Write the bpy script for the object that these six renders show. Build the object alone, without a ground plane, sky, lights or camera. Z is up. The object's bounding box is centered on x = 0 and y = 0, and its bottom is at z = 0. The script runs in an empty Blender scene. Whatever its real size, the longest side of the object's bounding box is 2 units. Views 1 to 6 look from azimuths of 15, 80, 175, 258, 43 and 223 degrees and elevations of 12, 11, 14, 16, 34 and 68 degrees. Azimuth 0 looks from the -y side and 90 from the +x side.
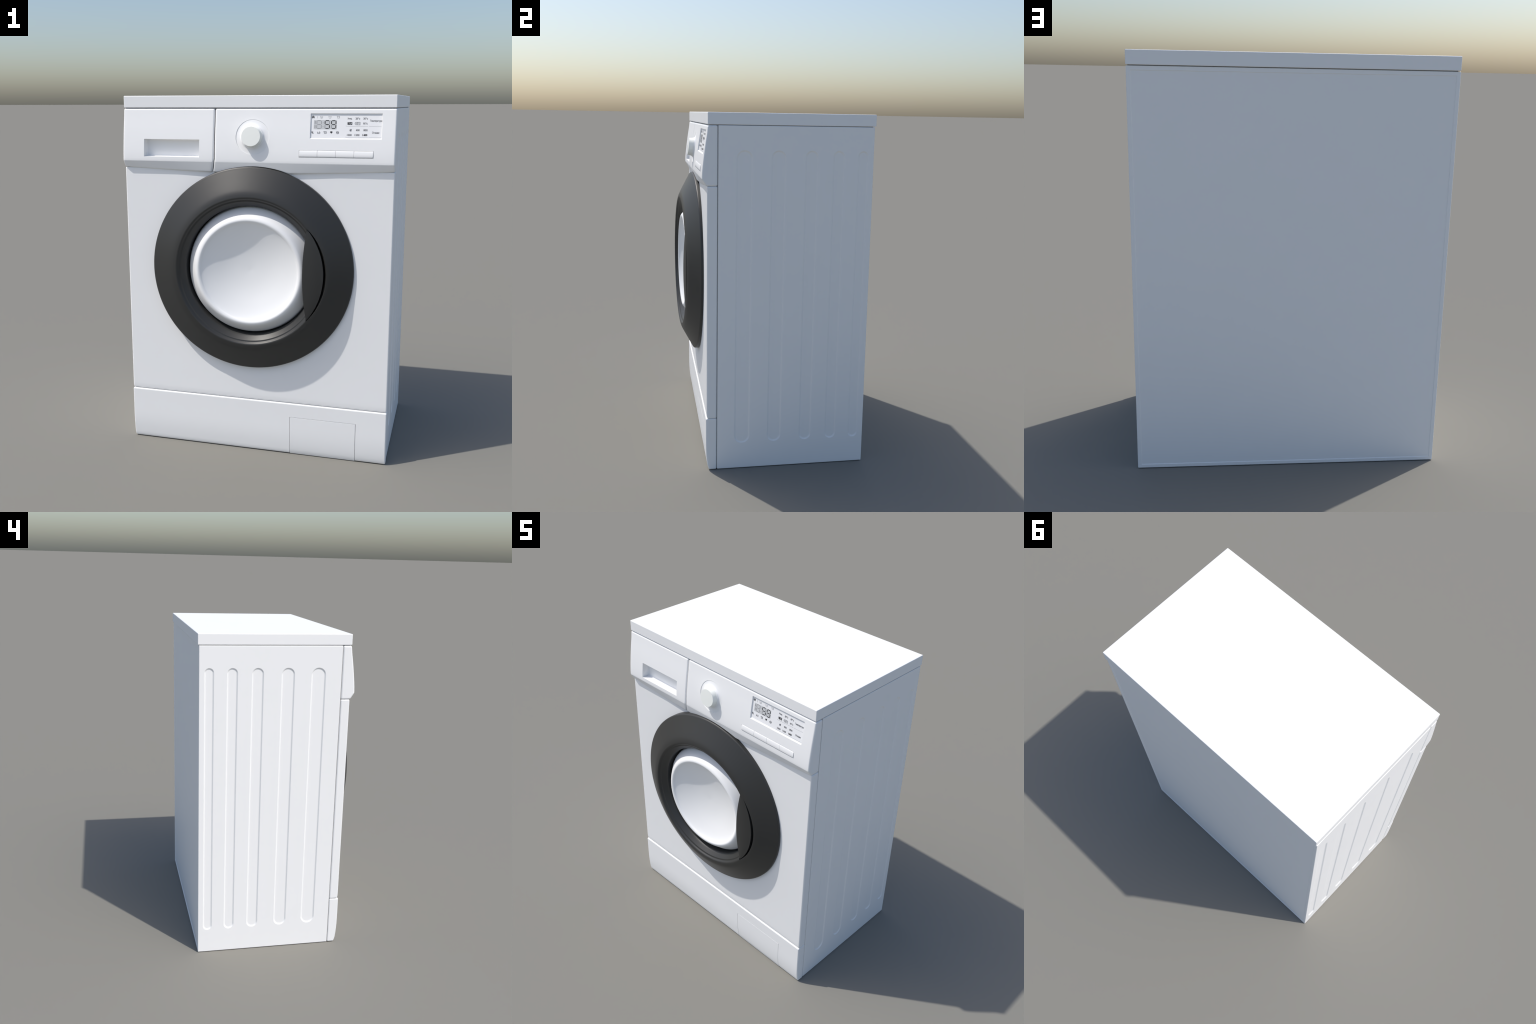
import bpy, bmesh, math
from mathutils import Vector, Matrix

# ------------------------------------------------------------------ sizes (metres)
HALF_X = 0.7452                     # half width of the front pieces
CAB_X0, CAB_X1 = -0.7453, 0.7427    # cabinet sides
LID_X0, LID_X1 = -0.7435, 0.7430    # lid sides
LID_Y0, LID_Y1, LID_Z0 = -0.3960, 0.5172, 1.9362
BODY_Y0, BODY_Y1, BODY_Z1 = -0.3400, 0.5102, 1.9328
FRONT_BACK = -0.3438                # rear face of the front pieces (seam to cabinet)
FRONT_Y = -0.3998
DOOR_X, DOOR_Z, DOOR_R = -0.0098, 1.0700, 0.5595
DOOR_TILT = math.atan(0.0350)          # the door stands a little off the front on its hinge side
KICK_TOP = 0.3065

# ------------------------------------------------------------------ materials
def plastic(name, colour, rough, grain=0.004, specular=0.5, bump=0.0):
    m = bpy.data.materials.new(name); m.use_nodes = True
    nt = m.node_tree; b = nt.nodes["Principled BSDF"]
    co = nt.nodes.new("ShaderNodeTexCoord")
    no = nt.nodes.new("ShaderNodeTexNoise"); no.inputs["Scale"].default_value = 6.0
    no.inputs["Detail"].default_value = 3.0
    ramp = nt.nodes.new("ShaderNodeValToRGB")
    lo = [c * (1 - grain) for c in colour]; hi = [min(1, c * (1 + grain)) for c in colour]
    ramp.color_ramp.elements[0].color = (*lo, 1); ramp.color_ramp.elements[0].position = 0.3
    ramp.color_ramp.elements[1].color = (*hi, 1); ramp.color_ramp.elements[1].position = 0.7
    nt.links.new(co.outputs["Object"], no.inputs["Vector"])
    nt.links.new(no.outputs["Fac"], ramp.inputs["Fac"])
    nt.links.new(ramp.outputs["Color"], b.inputs["Base Color"])
    b.inputs["Roughness"].default_value = rough
    b.inputs["Specular IOR Level"].default_value = specular
    return m

WHITE = plastic("white_enamel", (0.895, 0.895, 0.895), 0.50)
GLASSW = plastic("white_porthole", (0.895, 0.895, 0.895), 0.45)
DARK = plastic("charcoal_plastic", (0.028, 0.028, 0.027), 0.44)
BLACK = plastic("black_gap", (0.010, 0.010, 0.010), 0.8, specular=0.1)
INNER = plastic("seam_shadow_grey", (0.34, 0.34, 0.34), 0.8, specular=0.2)  # grey tuned to how dark the shaded seams look, not a part colour
CAP = plastic("warm_grey_plastic", (0.86, 0.875, 0.835), 0.55)
SCREEN = plastic("screen_white", (0.89, 0.89, 0.90), 0.45)
LCD = plastic("lcd_grey", (0.60, 0.61, 0.62), 0.5)
INK = plastic("ink_black", (0.020, 0.020, 0.023), 0.6)
INK_DIM = plastic("ink_grey", (0.27, 0.27, 0.28), 0.6)
INK_TEXT = plastic("ink_text", (0.09, 0.09, 0.10), 0.6)
INK_FAINT = plastic("ink_faint", (0.42, 0.42, 0.43), 0.6)

# ------------------------------------------------------------------ helpers
COLL = bpy.context.scene.collection

def empty(name, parent=None, loc=(0, 0, 0)):
    o = bpy.data.objects.new(name, None); COLL.objects.link(o)
    o.location = loc
    if parent: attach(o, parent)
    return o

def attach(o, parent):
    o.parent = parent
    bpy.context.view_layer.update()
    o.matrix_parent_inverse = parent.matrix_world.inverted()

def mesh_obj(name, verts, faces, mat=None, parent=None):
    me = bpy.data.meshes.new(name); me.from_pydata([tuple(v) for v in verts], [], faces)
    bm = bmesh.new(); bm.from_mesh(me)
    bmesh.ops.recalc_face_normals(bm, faces=bm.faces)
    bm.to_mesh(me); bm.free()
    o = bpy.data.objects.new(name, me); COLL.objects.link(o)
    if mat: me.materials.append(mat)
    if parent: attach(o, parent)
    return o

def apply_mods(o):
    dg = bpy.context.evaluated_depsgraph_get()
    me = bpy.data.meshes.new_from_object(o.evaluated_get(dg))
    o.modifiers.clear(); old = o.data; o.data = me; me.name = old.name
    bpy.data.meshes.remove(old)

def finish(o, bevel=0.0, segs=4, cutters=(), angle=35, limit=40, smooth=True):
    if bevel:
        m = o.modifiers.new("b", 'BEVEL'); m.width = bevel; m.segments = segs
        m.limit_method = 'ANGLE'; m.angle_limit = math.radians(limit); m.use_clamp_overlap = True
    for c in cutters:
        m = o.modifiers.new("c", 'BOOLEAN'); m.operation = 'DIFFERENCE'; m.object = c; m.solver = 'EXACT'
    apply_mods(o)
    for c in cutters: bpy.data.objects.remove(c)
    if smooth:
        o.data.shade_smooth()
        o.data.set_sharp_from_angle(angle=math.radians(angle))
        w = o.modifiers.new("w", 'WEIGHTED_NORMAL'); w.keep_sharp = True; w.weight = 100
        apply_mods(o)
    return o

def box(name, x0, x1, y0, y1, z0, z1, mat=None, parent=None):
    v = [(x, y, z) for x in (x0, x1) for y in (y0, y1) for z in (z0, z1)]
    f = [(0, 1, 3, 2), (4, 6, 7, 5), (0, 4, 5, 1), (2, 3, 7, 6), (0, 2, 6, 4), (1, 5, 7, 3)]
    return mesh_obj(name, v, f, mat, parent)

def loft(name, sections, mat=None, parent=None, closed=True):
    """skin closed cross-sections (all of the same length), cap both ends"""
    n = len(sections[0]); v = [p for s in sections for p in s]; f = []
    for i in range(len(sections) - 1):
        for j in range(n):
            k = (j + 1) % n
            f.append((i * n + j, i * n + k, (i + 1) * n + k, (i + 1) * n + j))
    f.append(tuple(range(n))); f.append(tuple((len(sections) - 1) * n + j for j in range(n)))
    return mesh_obj(name, v, f, mat, parent)

def smooth_profile(pts, sub=6):
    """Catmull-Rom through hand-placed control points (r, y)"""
    out = []
    for i in range(len(pts) - 1):
        p0 = pts[max(i - 1, 0)]; p1 = pts[i]; p2 = pts[i + 1]; p3 = pts[min(i + 2, len(pts) - 1)]
        for k in range(sub):
            t = k / sub
            out.append(tuple(0.5 * (2 * b + (c - a) * t + (2 * a - 5 * b + 4 * c - d) * t * t + (3 * b - a - 3 * c + d) * t ** 3)
                             for a, b, c, d in zip(p0, p1, p2, p3)))
    out.append(pts[-1]); return out

def revolve(name, prof, centre, axis_rot=None, steps=192, mat=None, parent=None, close_ring=False):
    """spin an (r, y) profile about the y axis through centre"""
    v = []; f = []; n = len(prof)
    for i in range(steps):
        a = 2 * math.pi * i / steps
        for r, y in prof:
            p = Vector((r * math.cos(a), y, r * math.sin(a)))
            if axis_rot is not None: p = axis_rot @ p
            v.append(p + Vector(centre))
    m = n if close_ring else n - 1
    for i in range(steps):
        j = (i + 1) % steps
        for k in range(m):
            l = (k + 1) % n
            f.append((i * n + k, i * n + l, j * n + l, j * n + k))
    o = mesh_obj(name, v, f, mat, parent)
    bm = bmesh.new(); bm.from_mesh(o.data)
    bmesh.ops.remove_doubles(bm, verts=bm.verts, dist=1e-5)
    bmesh.ops.recalc_face_normals(bm, faces=bm.faces)
    bm.to_mesh(o.data); bm.free()
    return o

# ------------------------------------------------------------------ the thing
machine = empty("washing_machine")
machine["label"] = "white front-loading washing machine with charcoal porthole door"
machine["category"] = "washing machine"

# ---- cabinet with pressed ribs in both sides and a shallow pressed rear panel
def stadium(cy, z0, z1, half, inset, x, n=20):
    r = half - inset; pts = []
    for i in range(n + 1):
        a = math.pi * i / n
        pts.append((x, cy + r * math.cos(a), z1 - half + r * math.sin(a)))
    for i in range(n + 1):
        a = math.pi + math.pi * i / n
        pts.append((x, cy + r * math.cos(a), z0 + half + r * math.sin(a)))
    return pts

RIBS = ((-0.1995, 0.0450), (-0.0150, 0.0410), (0.1660, 0.0365), (0.3155, 0.0330), (0.4510, 0.0295))
RIB_WALL = ((-0.004, -0.0010), (0.0, 0.0), (0.0025, 0.0010), (0.0050, 0.0029), (0.0075, 0.0047), (0.0095, 0.0054), (0.0115, 0.0056))
cutters = []
for side in (-1, 1):
    for cy, half in RIBS:
        secs = [stadium(cy, 0.1500, 1.8060, half, ins, CAB_X0 + dep if side < 0 else CAB_X1 - dep) for ins, dep in RIB_WALL]
        cutters.append(loft("rib_cutter", secs))
def frame_rect(inset, y):
    return [(CAB_X0 + inset, y, inset), (CAB_X1 - inset, y, inset), (CAB_X1 - inset, y, BODY_Z1 - inset), (CAB_X0 + inset, y, BODY_Z1 - inset)]
cutters.append(loft("rear_cutter", [frame_rect(0.0170, BODY_Y1 + 0.001), frame_rect(0.0205, BODY_Y1 - 0.0022)]))
cabinet = box("cabinet", CAB_X0, CAB_X1, BODY_Y0, BODY_Y1, 0.0, BODY_Z1, WHITE, machine)
finish(cabinet, 0.0035, 3, cutters, angle=32)

# filler coloured as the shadow in the gaps: chassis that shows through the seams
seam_block = box("seam_filler_block", CAB_X0 + 0.008, CAB_X1 - 0.006, -0.372, BODY_Y0 + 0.004, 0.004, 1.9340, INNER, machine)
box("lid_seam_filler", LID_X0 + 0.009, CAB_X1 - 0.007, -0.384, 0.500, 1.9290, 1.9385, INNER, machine)

# ---- lid
lid = box("lid", LID_X0, LID_X1, LID_Y0, LID_Y1, LID_Z0, 2.0, WHITE, machine)
finish(lid, 0.0035, 3)

# ---- control panel and detergent drawer: one convex section, drawn along x
GAP_X = -0.2145
FACE = [(-0.3952, 1.9325), (-0.4000, 1.890), (-0.4065, 1.850), (-0.4135, 1.800), (-0.4185, 1.760), (-0.4230, 1.720),
        (-0.4258, 1.690), (-0.4270, 1.665), (-0.4272, 1.6530), (-0.4262, 1.6485)]
def panel_section(x, bend=0.0):
    u = min(1.0, abs(x) / HALF_X)
    dip = 1 - u ** 1.65
    zb = 1.6140 - 0.0240 * dip; yb = -0.4040 - 0.0080 * dip
    out = []
    for y, z in [(FRONT_BACK, 1.9325)] + FACE + [(yb, zb), (FRONT_BACK, zb)]:  # back, face, chamfer, back
        s = max(0.0, (1.665 - z) / 0.07)
        out.append((x + bend * min(1.0, s) ** 1.3, y, z))
    return out
def stations(a, b, n):
    return [a + (b - a) * i / n for i in range(n + 1)]

def face_y(z):
    P = FACE
    for (y0, z0), (y1, z1) in zip(P, P[1:]):
        if z0 >= z >= z1: return y0 + (y1 - y0) * (z0 - z) / (z0 - z1)
    return P[0][0] if z > P[0][1] else P[-1][0]

SCR_X0, SCR_X1, SCR_Z0, SCR_Z1 = 0.3045, 0.6725, 1.7785, 1.9070
def screen_y(z):                                     # floor of the display recess
    return -0.3915 - (SCR_Z1 - z) * 0.1420

def door_cutter(r):
    prof = [(r * math.cos(2 * math.pi * i / 160), r * math.sin(2 * math.pi * i / 160)) for i in range(160)]
    return loft("door_cutter", [[(0.0 + a, y, 1.0715 + b) for a, b in prof] for y in (-0.7, -0.3985)])

KNOB = Vector((-0.0035, -0.4152, 1.7850))
def knob_cutter():
    n = 96; t = math.atan(0.120); rows = []
    for r, h in ((0.0945, -0.010), (0.0922, 0.0), (0.0915, 0.0045)):
        row = []
        for i in range(n):
            a = 2 * math.pi * i / n; q = Matrix.Rotation(-t, 3, 'X') @ Vector((r * math.cos(a), h, r * math.sin(a)))
            row.append(q + KNOB)
        rows.append(row)
    return loft("knob_cutter", rows)
BX = [0.2505, 0.3457, 0.4407, 0.5357, 0.6330]; BZ0, BZ1 = 1.6840, 1.7188
button_cut = box("button_cutter", BX[0] - 0.0014, BX[-1] + 0.0014, -0.46, face_y(BZ1) + 0.003, BZ0 - 0.0012, BZ1 + 0.0012)

ctrl_secs = [panel_section(GAP_X + 0.0020, -0.016)] + [panel_section(x) for x in stations(GAP_X + 0.03, HALF_X, 26)]
control_panel = loft("control_panel", ctrl_secs, WHITE, machine)
def scr_rect(dx, dzb, dzt, off):
    return [(x, screen_y(z) + off, z) for x, z in ((SCR_X0 + dx, SCR_Z0 + dzb), (SCR_X1 - dx, SCR_Z0 + dzb), (SCR_X1 - dx, SCR_Z1 - dzt), (SCR_X0 + dx, SCR_Z1 - dzt))]
scr_cut = loft("screen_cutter", [scr_rect(-0.003, -0.005, -0.002, -0.0125), scr_rect(0.0030, 0.0050, 0.0020, 0.0)])
finish(control_panel, 0.0095, 4, [scr_cut, knob_cutter(), button_cut, door_cutter(0.5600)], angle=32)

drawer_secs = [panel_section(x) for x in stations(-HALF_X, GAP_X - 0.03, 18)] + [panel_section(GAP_X - 0.0020, -0.016)]
drawer = loft("detergent_drawer", drawer_secs, WHITE, machine)
REC_X0, REC_X1, REC_Z0, REC_Z1 = -0.6195, -0.2995, 1.6745, 1.7690
rec = box("recess_cutter", REC_X0, REC_X1, -0.47, -0.3790, REC_Z0, REC_Z1)
bm = bmesh.new(); bm.from_mesh(rec.data)
edges = [e for e in bm.edges if all(v.co.y > -0.4 for v in e.verts)]
bmesh.ops.bevel(bm, geom=edges, offset=0.011, segments=4, profile=0.5, affect='EDGES')
bm.to_mesh(rec.data); bm.free()
finish(drawer, 0.0095, 4, [rec, door_cutter(0.5600)], angle=32)

# ---- front panel
front_prof = [(FRONT_BACK, 1.6128), (FRONT_Y, 1.6128), (FRONT_Y, 0.345), (FRONT_Y + 0.0004, 0.330), (FRONT_Y + 0.0016, 0.318), (FRONT_Y + 0.0045, KICK_TOP + 0.001), (FRONT_BACK, KICK_TOP + 0.001)]
front = loft("front_panel", [[(x, y, z) for y, z in front_prof] for x in (-HALF_X, HALF_X)], WHITE, machine)
def opening_cutter(r, y0, y1):
    return loft("opening_cutter", [[(DOOR_X + r * math.cos(2 * math.pi * i / 96), y, DOOR_Z + r * math.sin(2 * math.pi * i / 96)) for i in range(96)] for y in (y0, y1)])
finish(front, 0.0080, 4, [opening_cutter(0.425, -0.5, -0.30)], angle=32)
finish(seam_block, 0, 0, [opening_cutter(0.425, -0.5, -0.345)], smooth=False)

# ---- kick plate and filter cover
KICK = [(FRONT_BACK, KICK_TOP), (-0.4035, KICK_TOP), (-0.4035, 0.170), (-0.4030, 0.130), (-0.4015, 0.095), (-0.3987, 0.060),
        (-0.3950, 0.030), (-0.3906, 0.012), (-0.3855, 0.0), (FRONT_BACK, 0.0)]
FX0, FX1, FZ1 = 0.2045, 0.5780, 0.2270
kick = loft("kick_plate", [[(x, y, z) for y, z in KICK] for x in (-HALF_X, HALF_X)], WHITE, machine)
fcut = box("filter_cutter", FX0, FX1, -0.5, -0.368, -0.05, FZ1)
finish(kick, 0.0065, 4, [fcut], angle=32)
COVER = [(-0.370, FZ1 - 0.0018), (-0.4038, FZ1 - 0.0018)] + [(y - 0.0003, z) for y, z in KICK[2:9]] + [(-0.370, 0.0)]
cover = loft("filter_cover", [[(x, y, z) for y, z in COVER] for x in (FX0 + 0.0018, FX1 - 0.0018)], WHITE, machine)
finish(cover, 0.0015, 2, angle=32)

# ---- door
door = empty("door", machine, (DOOR_X, FRONT_Y, DOOR_Z))
ring_ctrl = [(DOOR_R - 0.008, -0.3780), (DOOR_R - 0.002, -0.3830), (DOOR_R, -0.3900), (DOOR_R, -0.4230), (DOOR_R - 0.0035, -0.4315),
             (0.5440, -0.4385), (0.5000, -0.4622), (0.4600, -0.4838), (0.4380, -0.4952), (0.4240, -0.5008), (0.4120, -0.5040), (0.4045, -0.5052), (0.3992, -0.5038),
             (0.3952, -0.5004), (0.3920, -0.4966), (0.3893, -0.4941), (0.3858, -0.4927), (0.3822, -0.4919)]
ring_prof = smooth_profile(ring_ctrl, 5)
inner = [(0.3808, -0.4908), (0.3725, -0.4820), (0.3640, -0.4730), (0.3560, -0.4645), (0.3555, -0.4600), (0.3555, -0.4200), (0.3555, -0.3600), (0.4000, -0.3600), (0.4000, -0.3780)]
ring = revolve("door_ring", ring_prof + inner, (DOOR_X, 0, DOOR_Z), steps=224, mat=DARK, parent=door, close_ring=True)

TIP = math.radians(38.0)
def handle_arc(s, base, bulge):
    r = base + bulge * math.cos(s * math.pi / 2)
    return DOOR_X + r * math.cos(TIP * s), DOOR_Z + r * math.sin(TIP * s)
def handle_left(s):
    return DOOR_X + 0.2968 + 0.0215 * s * s, DOOR_Z + 0.2485 * s
N = 48
def slot_outline(flare):
    """crescent slot behind the grip, its outer edge flared towards the front"""
    pts = [handle_arc(-1 + 2 * i / N, 0.4050, 0.0115 + flare) for i in range(N + 1)]
    return pts + [(x - 0.0004, z) for x, z in (handle_left(1 - 2 * i / N) for i in range(1, N))]
hcut = loft("handle_cutter", [[(x, y, z) for x, z in slot_outline(fl)] for y, fl in ((-0.530, 0.0340), (-0.5010, 0.0080), (-0.4960, 0.0035), (-0.4915, 0.0), (-0.425, 0.0))])
finish(ring, 0, 0, [hcut], angle=38)

M = 8; v = []; f = []
for i in range(N + 1):
    s = -0.992 + 1.984 * i / N
    xl, zl = handle_left(s); xr, zr = handle_arc(s, 0.4030, 0.0040)
    yl = -0.5110 + 0.0120 * s * s; yr = -0.5030 + 0.0040 * s * s
    for j in range(M + 1):
        t = j / M
        y = yl + (yr - yl) * t - 0.0045 * math.sin(math.pi * t) * (1 - s * s)
        v.append((xl + (xr - xl) * t, y, zl + (zr - zl) * t))
W = M + 1; off = len(v)
v += [(x, -0.4150, z) for x, y, z in v]
for i in range(N):
    for j in range(M):
        a = i * W + j
        f.append((a, a + 1, a + 1 + W, a + W)); f.append((off + a, off + a + 1, off + a + 1 + W, off + a + W))
    for j in (0, M):
        a = i * W + j; f.append((a, a + W, off + a + W, off + a))
for i in (0, N):
    for j in range(M):
        a = i * W + j; f.append((a, a + 1, off + a + 1, off + a))
handle = mesh_obj("door_handle", v, f, DARK, door)
finish(handle, 0.0012, 2, angle=35)

glass_ctrl = [(0.3552, -0.3850), (0.3540, -0.4030), (0.3500, -0.4200), (0.3450, -0.4335), (0.3395, -0.4408), (0.3280, -0.4535), (0.3140, -0.4695), (0.3030, -0.4815), (0.2930, -0.4897), (0.2820, -0.4930),
              (0.2725, -0.4900), (0.2640, -0.4838), (0.2500, -0.4772), (0.2300, -0.4698), (0.2000, -0.4605), (0.1500, -0.4475), (0.1000, -0.4385), (0.0500, -0.4335), (0.0, -0.4308)]
glass = revolve("door_porthole", smooth_profile(glass_ctrl, 5), (DOOR_X, 0, DOOR_Z), steps=160, mat=GLASSW, parent=door)
finish(glass, 0, 0, angle=60)
PIVOT = Matrix.Translation((DOOR_X, -0.45, DOOR_Z))
OUT = Matrix.Translation((0, -0.0008, 0))
for part in (ring, handle, glass):
    part.data.transform(OUT @ PIVOT @ Matrix.Rotation(DOOR_TILT, 4, 'Z') @ PIVOT.inverted())

# ---- knob: axis normal to the sloping face
TILT = Matrix.Rotation(-math.atan(0.120), 3, 'X')
knob = empty("control_knob", machine, KNOB)
base_prof = smooth_profile([(0.0916, 0.0060), (0.0914, 0.0034), (0.0880, 0.0028), (0.0780, 0.0020), (0.0690, 0.0006), (0.0635, -0.0018), (0.0602, -0.0050), (0.0590, -0.0080)], 5) + [(0.0, -0.0080)]
kb = revolve("knob_base", base_prof, KNOB, TILT, 96, WHITE, knob); finish(kb, 0, 0, angle=40)
cap_prof = [(0.0, -0.0365), (0.0500, -0.0365), (0.0511, -0.0361), (0.0515, -0.0351), (0.0535, -0.0200), (0.0572, -0.0040), (0.0, -0.0040)]
kc = revolve("knob_cap", cap_prof, KNOB, TILT, 96, CAP, knob); finish(kc, 0, 0, angle=40)

# ---- push buttons
for i in range(4):
    x0, x1 = BX[i] + 0.0004, BX[i + 1] - 0.0004
    y0, y1 = face_y(BZ0), face_y(BZ1)
    secs = [[(x, y1 + 0.010, BZ1), (x, y1 + 0.0005, BZ1), (x, y1 - 0.0012, BZ1 - 0.0022), (x, y1 - 0.0028, BZ1 - 0.0075), (x, (y0 + y1) / 2 - 0.0034, (BZ0 + BZ1) / 2),
             (x, y0 - 0.0026, BZ0 + 0.0070), (x, y0 - 0.0012, BZ0 + 0.0020), (x, y0 + 0.0005, BZ0), (x, y0 + 0.013, BZ0)] for x in (x0, x1)]
    b = loft("push_button", secs, WHITE, machine); finish(b, 0.0012, 2, angle=32)

# ------------------------------------------------------------------ display
display = empty("display", machine, (0.488, screen_y(1.84), 1.84))
scr = loft("display_screen", [scr_rect(0.0034, 0.0054, 0.0024, o) for o in (-0.0008, 0.0015)], SCREEN, display)

def sp(x, z, h):                                    # point on the screen, h above it
    return Vector((x, screen_y(z) - 0.0008 - h, z))

def plate(name, outline, mat, h=0.0006, parent=display):
    """thin inlay with the given (x, z) outline"""
    return loft(name, [[sp(x, z, k) for x, z in outline] for k in (-0.0004, h)], mat, parent)

def rect(x0, x1, z0, z1): return [(x0, z0), (x1, z0), (x1, z1), (x0, z1)]

def strokes(name, lines, w, mat, h=0.0006):
    """icon made of straight strokes, one mesh"""
    vs = []; fs = []
    for pts in lines:
        for (ax, az), (bx, bz) in zip(pts, pts[1:]):
            d = Vector((bx - ax, bz - az)); L = d.length
            if L < 1e-6: continue
            d /= L; n = Vector((-d.y, d.x)) * w / 2; e = d * w * 0.35
            q = [(ax - e.x + n.x, az - e.y + n.y), (ax - e.x - n.x, az - e.y - n.y), (bx + e.x - n.x, bz + e.y - n.y), (bx + e.x + n.x, bz + e.y + n.y)]
            o = len(vs)
            vs += [sp(x, z, -0.0004) for x, z in q] + [sp(x, z, h) for x, z in q]
            h += 0.000004
            fs += [tuple(o + k for k in t) for t in ((0, 1, 2, 3), (7, 6, 5, 4), (0, 4, 5, 1), (1, 5, 6, 2), (2, 6, 7, 3), (3, 7, 4, 0))]
    return mesh_obj(name, vs, fs, mat, display)

def circle(cx, cz, r, a0=0, a1=360, n=16):
    return [(cx + r * math.cos(math.radians(a0 + (a1 - a0) * i / n)), cz + r * math.sin(math.radians(a0 + (a1 - a0) * i / n))) for i in range(n + 1)]

ROT = Matrix.Rotation(math.pi / 2 - math.atan(0.142), 4, 'X')
def label(text, cx, cz, width, height, mat, fat=0.0):
    cu = bpy.data.curves.new("lettering", 'FONT'); cu.body = text; cu.size = 1.0; cu.resolution_u = 3
    cu.offset = fat
    t = bpy.data.objects.new("lettering", cu); COLL.objects.link(t)
    dg = bpy.context.evaluated_depsgraph_get()
    me = bpy.data.meshes.new_from_object(t.evaluated_get(dg))
    bpy.data.objects.remove(t); bpy.data.curves.remove(cu)
    xs = [p.co.x for p in me.vertices]; ys = [p.co.y for p in me.vertices]
    sx = width / (max(xs) - min(xs)); sy = height / (max(ys) - min(ys))
    mx, my = (max(xs) + min(xs)) / 2, (max(ys) + min(ys)) / 2
    for p in me.vertices:
        p.co = sp(cx + (p.co.x - mx) * sx, cz + (p.co.y - my) * sy, 0.0005)
    bm = bmesh.new(); bm.from_mesh(me)
    bmesh.ops.remove_doubles(bm, verts=bm.verts, dist=1e-6)
    r = bmesh.ops.extrude_face_region(bm, geom=bm.faces[:])
    for g in r["geom"]:
        if isinstance(g, bmesh.types.BMVert): g.co.y += 0.0008
    bmesh.ops.recalc_face_normals(bm, faces=bm.faces)
    bm.to_mesh(me); bm.free()
    me.name = "lettering"; me.materials.clear(); me.materials.append(mat)
    o = bpy.data.objects.new("lettering", me); COLL.objects.link(o); attach(o, display)
    return o

# seven-segment clock
plate("lcd_field", rect(0.3213, 0.4407, 1.8273, 1.8740), LCD, 0.0002)
def hseg(cx, cz, half, w, mat):
    plate("digit_segment", [(cx - half, cz), (cx - half + w / 2, cz - w / 2), (cx + half - w / 2, cz - w / 2), (cx + half, cz), (cx + half - w / 2, cz + w / 2), (cx - half + w / 2, cz + w / 2)], mat)
def vseg(cx, cz, half, w, mat):
    plate("digit_segment", [(cx, cz - half), (cx + w / 2, cz - half + w / 2), (cx + w / 2, cz + half - w / 2), (cx, cz + half), (cx - w / 2, cz + half - w / 2), (cx - w / 2, cz - half + w / 2)], mat)
def digit(cx, lit):
    spec = {"T": (0, 0.0198), "M": (0, 0), "B": (0, -0.0198)}
    for k, (dx, dz) in spec.items():
        on = k in lit; hseg(cx + dx, 1.8512 + dz, 0.0093, 0.0042 if on else 0.0026, INK if on else INK_DIM)
    for k, (dx, dz) in {"a": (-0.0115, 0.0102), "b": (0.0115, 0.0102), "c": (-0.0115, -0.0102), "d": (0.0115, -0.0102)}.items():
        on = k in lit; vseg(cx + dx, 1.8512 + dz, 0.0086, 0.0046 if on else 0.0028, INK if on else INK_DIM)
vseg(0.3280, 1.8617, 0.0080, 0.0034, INK_DIM); vseg(0.3280, 1.8408, 0.0080, 0.0034, INK_DIM)
digit(0.3489, ""); digit(0.3914, "TMBad"); digit(0.4248, "TMBabd")
for z in (1.8609, 1.8411):
    plate("digit_colon", circle(0.3698, z, 0.0017, n=10)[:-1], INK_DIM)

# icons above the clock
strokes("status_icon", [circle(0.3170, 1.8885, 0.0058, -30, 250), [(0.3125, 1.8885), (0.3165, 1.8885), (0.3190, 1.8915), (0.3205, 1.8880)], [(0.3225, 1.8895), (0.3228, 1.8835)], [(0.3190, 1.8870), (0.3150, 1.8850)]], 0.0020, INK)
strokes("status_icon", [[(0.3383, 1.8935), (0.3383, 1.8830)]], 0.0012, INK_FAINT)
def basin(cx, cz, mark, mat=INK_FAINT, w=0.0012):
    ls = [[(cx - 0.0068, cz + 0.0050), (cx - 0.0058, cz + 0.0005), (cx - 0.0038, cz - 0.0052), (cx + 0.0038, cz - 0.0052), (cx + 0.0058, cz + 0.0005), (cx + 0.0068, cz + 0.0050)],
          [(cx - 0.0055, cz + 0.0018), (cx - 0.0020, cz + 0.0030), (cx + 0.0015, cz + 0.0014), (cx + 0.0055, cz + 0.0024)]]
    if mark: ls.append([(cx - 0.0020, cz - 0.0022), (cx + 0.0020, cz - 0.0022)])
    strokes("status_icon", ls, w, mat)
basin(0.3604, 1.8886, True); basin(0.4040, 1.8888, False)
def shirt(cx, cz, mat, w=0.0013):
    strokes("status_icon", [[(cx - 0.0070, cz + 0.0050), (cx - 0.0028, cz + 0.0050), (cx, cz + 0.0028), (cx + 0.0028, cz + 0.0050), (cx + 0.0068, cz + 0.0050)],
                            [(cx - 0.0068, cz + 0.0048), (cx - 0.0056, cz + 0.0014), (cx - 0.0036, cz + 0.0018), (cx - 0.0036, cz - 0.0050), (cx + 0.0010, cz - 0.0050)],
                            [(cx + 0.0066, cz + 0.0044), (cx + 0.0062, cz - 0.0050)], [(cx + 0.0024, cz - 0.0050), (cx + 0.0066, cz - 0.0050)], [(cx + 0.0030, cz - 0.0010), (cx + 0.0060, cz + 0.0010)]], w, mat)
shirt(0.4469, 1.8889, INK_FAINT)

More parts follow.
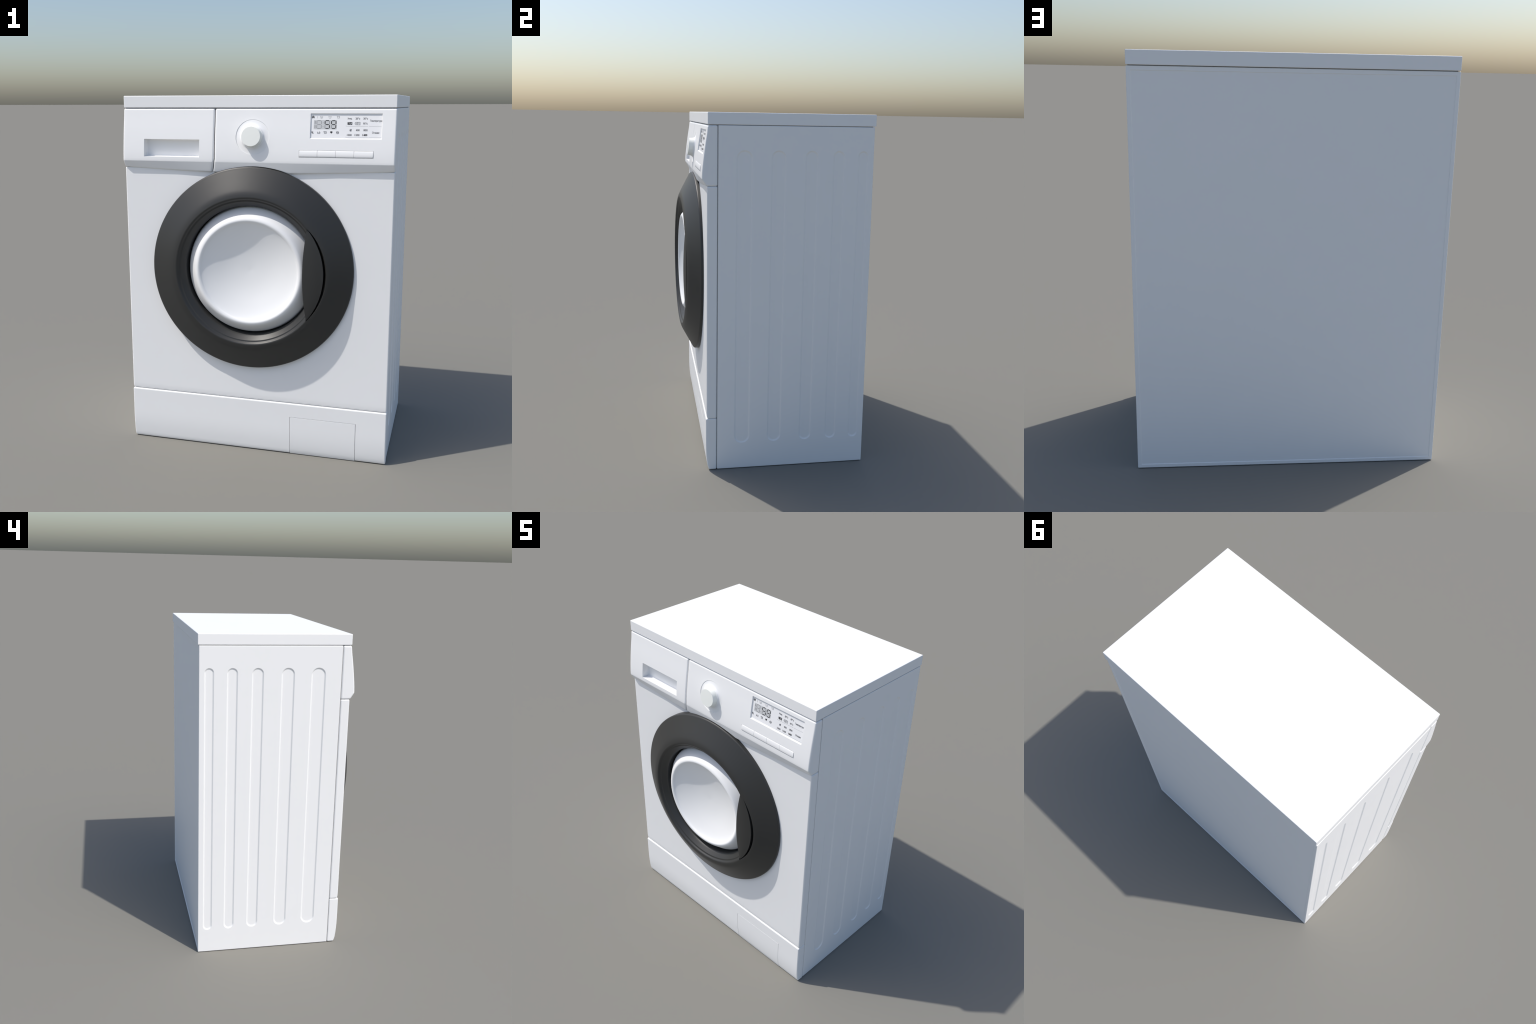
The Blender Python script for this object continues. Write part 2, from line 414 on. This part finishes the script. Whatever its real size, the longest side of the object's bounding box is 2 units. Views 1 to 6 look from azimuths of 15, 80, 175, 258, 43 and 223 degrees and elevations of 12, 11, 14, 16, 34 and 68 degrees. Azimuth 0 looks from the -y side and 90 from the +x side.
# icons below the clock
strokes("status_icon", [[(0.3105, 1.8160), (0.3210, 1.8062)], [(0.3120, 1.8090), (0.3120, 1.8130), (0.3150, 1.8160), (0.3150, 1.8070), (0.3120, 1.8095)], [(0.3185, 1.8155), (0.3185, 1.8110)], [(0.3165, 1.8065), (0.3215, 1.8065)]], 0.0015, INK_TEXT)
strokes("status_icon", [[(0.3418, 1.8145), (0.3418, 1.8065), (0.3550, 1.8065), (0.3556, 1.8120)], [(0.3440, 1.8098), (0.3475, 1.8098)], [(0.3520, 1.8098), (0.3538, 1.8135), (0.3515, 1.8160)]], 0.0015, INK_TEXT)
shirt(0.3816, 1.8112, INK_TEXT, 0.0015)
plate("status_icon", [(0.4065, 1.8140), (0.4140, 1.8058), (0.4215, 1.8140), (0.4190, 1.8160), (0.4160, 1.8172), (0.4120, 1.8172), (0.4090, 1.8160)], INK)
strokes("status_icon", [circle(0.4461, 1.8114, 0.0062, 0, 360, 20), [(0.4410, 1.8100), (0.4440, 1.8132), (0.4468, 1.8100), (0.4505, 1.8128)], [(0.4470, 1.8092), (0.4500, 1.8098)]], 0.0015, INK_TEXT)

# temperature table
label("Холод.", 0.5066, 1.8815, 0.0225, 0.0098, INK_TEXT, 0.014)
label("20°с", 0.5474, 1.8821, 0.0230, 0.0104, INK_TEXT, 0.014)
label("30°с", 0.5871, 1.8822, 0.0230, 0.0104, INK_TEXT, 0.014)
label("95°с", 0.5866, 1.8575, 0.0230, 0.0104, INK_TEXT, 0.014)
def tag(cx, cz, inverse):
    out = circle(cx - 0.0068, cz, 0.0066, 90, 270, 12) + [(cx + 0.0132, cz - 0.0066), (cx + 0.0132, cz + 0.0066)]
    if inverse:
        plate("temperature_tag", out, INK, 0.0006)
        strokes("temperature_tag", [[(cx - 0.0080, cz + 0.0040), (cx - 0.0105, cz), (cx - 0.0080, cz - 0.0035)], [(cx + 0.0005, cz + 0.0036), (cx + 0.0020, cz - 0.0034)], [(cx + 0.0062, cz - 0.0038), (cx + 0.0088, cz + 0.0006), (cx + 0.0110, cz + 0.0030)]], 0.0018, SCREEN, 0.0009)
    else:
        strokes("temperature_tag", [out + [out[0]], [(cx - 0.0068, cz + 0.0038), (cx - 0.0095, cz), (cx - 0.0068, cz - 0.0038), (cx - 0.0045, cz), (cx - 0.0068, cz + 0.0038)],
                                    [(cx - 0.0010, cz - 0.0038), (cx - 0.0010, cz + 0.0038), (cx + 0.0025, cz + 0.0038)], [(cx + 0.0005, cz - 0.0036), (cx + 0.0048, cz + 0.0030)], [(cx + 0.0085, cz + 0.0038), (cx + 0.0085, cz - 0.0040)]], 0.0015, INK_DIM)
tag(0.5067, 1.8574, True); tag(0.5466, 1.8574, False)
label("Температура", 0.6398, 1.8700, 0.0600, 0.0125, INK_TEXT, 0.008)
# spin table
strokes("status_icon", [circle(0.5130, 1.8240, 0.0042, 0, 360, 14), [(0.5090, 1.8195), (0.5175, 1.8290)], [(0.5080, 1.8240), (0.5150, 1.8250)], [(0.5110, 1.8190), (0.5165, 1.8190)]], 0.0014, INK_TEXT)
label("400", 0.5492, 1.8240, 0.0190, 0.0100, INK_TEXT, 0.014)
label("800", 0.5885, 1.8241, 0.0205, 0.0100, INK_TEXT, 0.014)
label("1000", 0.5071, 1.7994, 0.0240, 0.0100, INK_TEXT, 0.014)
label("1200", 0.5465, 1.7996, 0.0240, 0.0100, INK_TEXT, 0.014)
label("1400", 0.5866, 1.7998, 0.0240, 0.0102, INK, 0.040)
label("Отжим", 0.6400, 1.8121, 0.0360, 0.0105, INK_TEXT, 0.008)
for z in (1.8438, 1.7876):
    for x0, x1 in ((0.4886, 0.6015), (0.6054, 0.6685)):
        plate("divider_line", rect(x0, x1, z - 0.0005, z + 0.0005), INK_FAINT, 0.0003)
    plate("divider_line", rect(0.4882, 0.4892, z + 0.0006, z + 0.0030), INK_FAINT, 0.0003)
